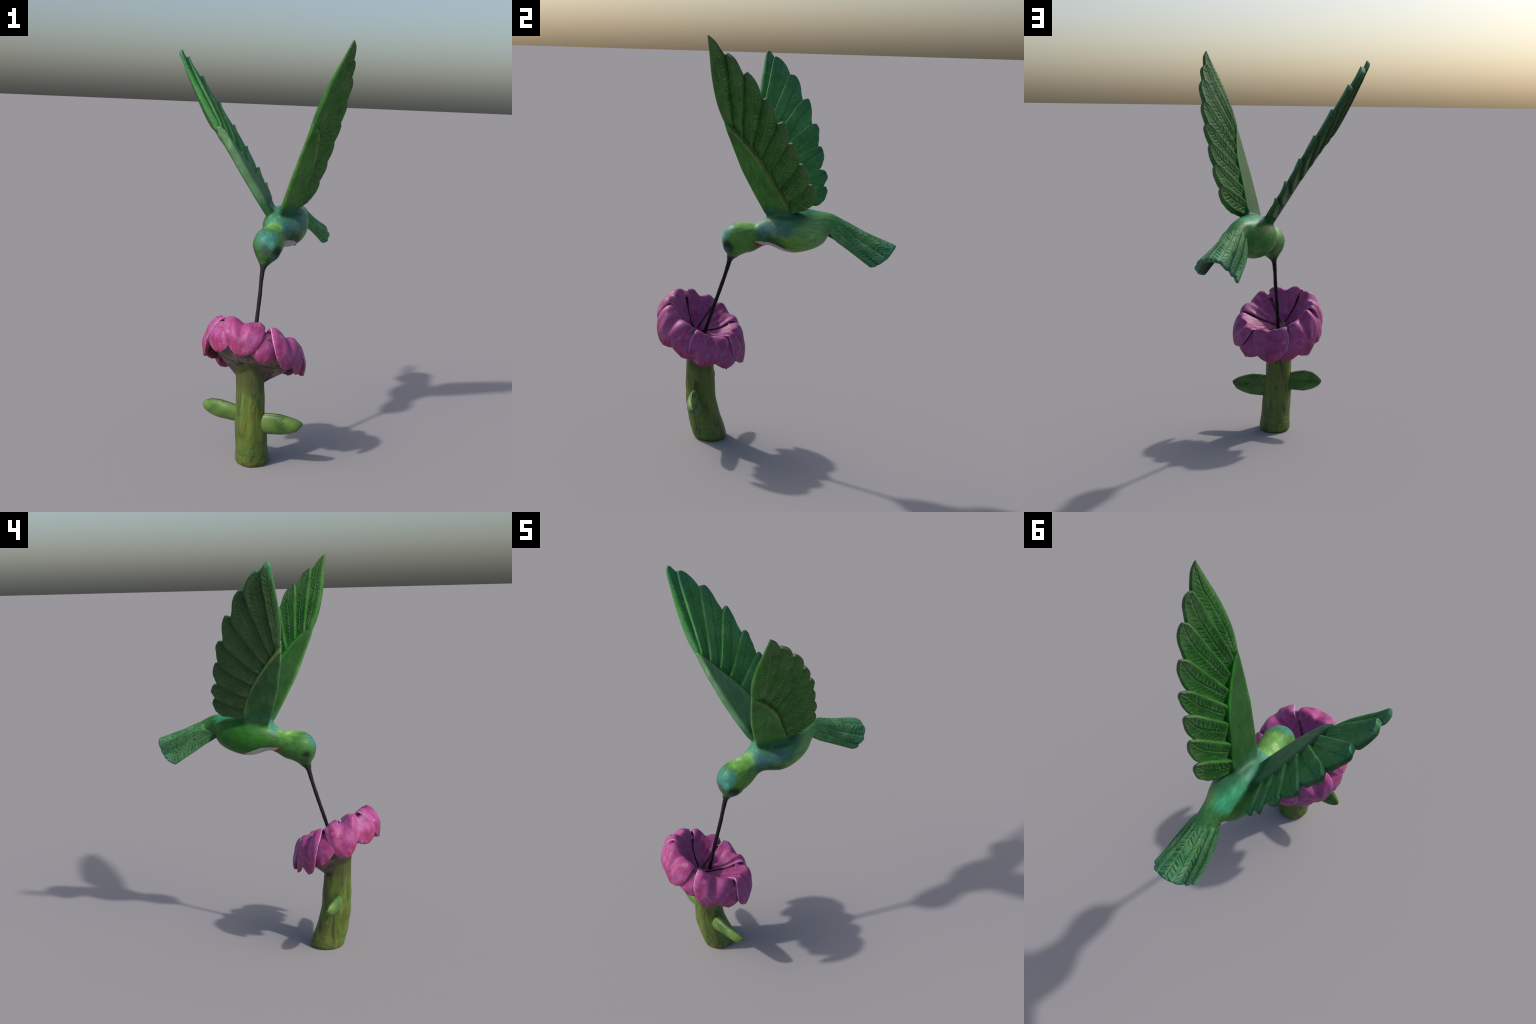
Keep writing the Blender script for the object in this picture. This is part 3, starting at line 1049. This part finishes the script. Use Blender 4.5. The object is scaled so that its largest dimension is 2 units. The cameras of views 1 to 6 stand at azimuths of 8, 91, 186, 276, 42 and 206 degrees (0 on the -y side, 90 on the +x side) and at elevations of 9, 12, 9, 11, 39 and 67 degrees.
    new_obj("petal", V, F, [MAT_PETAL, MAT_RIM, MAT_UNDER], flower, Mx, face_mat=fm.tolist())


for i in range(6):
    lo, hi = GAPS[i - 1], GAPS[i]
    if lo > hi:
        lo -= 360
    petal(lo, hi, *WIDE_TIPS[i], True)
for i in range(6):
    g = GAPS[i]
    petal(g - 27, g + 27, *LOW_TIPS[i], False)

# ------------------------------------------------------------------ stem and leaves
SM = [(.037, -.301, .0, .079, .085), (.0365, -.306, .018, .0805, .086), (.036, -.315, .05, .078, .085), (.034, -.330, .10, .076, .082),
      (.033, -.342, .15, .076, .079), (.030, -.353, .20, .074, .076), (.028, -.357, .25, .070, .074), (.028, -.360, .30, .068, .073),
      (.027, -.362, .35, .067, .070), (.024, -.363, .40, .066, .067), (.022, -.366, .45, .066, .067), (.022, -.367, .495, .064, .066)]
S2 = crspline_param(SM, 200)
seg = 160
a = np.linspace(0, 2 * math.pi, seg, endpoint=False)
rr = []
for i, (x, y, z, rx, ry) in enumerate(S2):
    wob = 1 + .018 * np.sin(3 * a + z * 9) + .012 * np.sin(7 * a - z * 14 + 1) + .008 * np.sin(z * 60 + 2 * a)
    # knife facets running up the stem, cross cuts near the foot
    wob = wob + .010 * np.abs(np.sin(5.5 * a + 2.2 * math.sin(z * 5) + .4)) + .005 * np.abs(np.sin(11.5 * a - 3 * z)) - .008
    wob = wob + .004 * np.sin(z * 260 + 4 * np.sin(2 * a)) * np.exp(-(z / .14) ** 2)
    wob = wob * (1 - .06 * np.exp(-z / .006))
    lean = sstep(.36, .495, z)          # the top is cut slanting, to meet the tilted flower
    rr.append(np.stack([x + rx * wob * np.cos(a), y + ry * wob * np.sin(a), max(z, 0.) - lean * .062 * np.sin(a)], 1))
V, F = loft(rr)
stem = new_obj("stem", V, F, [MAT_STEM], root)


def leaf(spine, up, profile, thick, veins_seed):
    NX, NY = 70, 40
    sp = spline(spine, NX)
    x = np.linspace(0, 1, NX)
    xs = [p[0] for p in profile]
    wu = np.interp(x, xs, [p[1] for p in profile])
    wl = np.interp(x, xs, [p[2] for p in profile])
    k = np.ones(5) / 5
    for q in (wu, wl):
        q[2:-2] = np.convolve(q, k, "valid")
    y = np.linspace(-1, 1, NY)
    X, Y = np.meshgrid(x, y, indexing="ij")
    t = unit(sp[-1] - sp[0])
    up = unit(up - t * (up @ t))
    back = np.cross(t, up)
    if back[1] < 0:
        back = -back
    wid = np.where(Y > 0, wu[:, None], wl[:, None])
    G = sp[:, None, :] + up * (Y * wid)[..., None]
    e = np.sqrt(np.clip(1 - np.abs(Y) ** 2.4, 0, 1)) * np.sqrt(np.clip(1 - X ** 6, 0, 1))
    vein = .005 * np.exp(-(Y / .06) ** 2)
    for i in range(7):
        for sd in (-1, 1):
            ln = .18 + i * .105 + sd * .02
            vein = vein + .0042 * np.exp(-((X - ln - .22 * np.abs(Y)) / .013) ** 2) * ((Y * sd) > .06) * (np.abs(Y) < .8)
    lump = 1 + .09 * np.sin(X * 7 + veins_seed) * np.cos(Y * 1.7 + veins_seed) + .02 * np.sin(X * 17 + Y * 3)
    front = G - back * (thick * e * lump)[..., None]
    rear = G + back * ((.011 + .012 * np.abs(Y) ** 2) * e - vein * e - .003)[..., None]
    V, F = shell(front, rear)
    return new_obj("leaf", V, F, [MAT_LEAF], root)


leaf([(.070, -.360, .217), (.120, -.362, .220), (.175, -.366, .222), (.230, -.368, .225), (.280, -.364, .229)], vec(0, -.28, .96),
     [(0, .050, .056), (.25, .056, .058), (.5, .054, .058), (.7, .042, .050), (.88, .026, .036), (1, .006, .006)], .036, 1)
leaf([(-.018, -.350, .256), (-.065, -.345, .261), (-.115, -.334, .264), (-.165, -.321, .269), (-.208, -.309, .271)], vec(0, -.42, .9),
     [(0, .038, .050), (.25, .047, .054), (.5, .055, .056), (.75, .045, .045), (.92, .026, .026), (1, .006, .006)], .036, 2)

# ------------------------------------------------------------------ fit the frame exactly
bpy.context.view_layer.update()
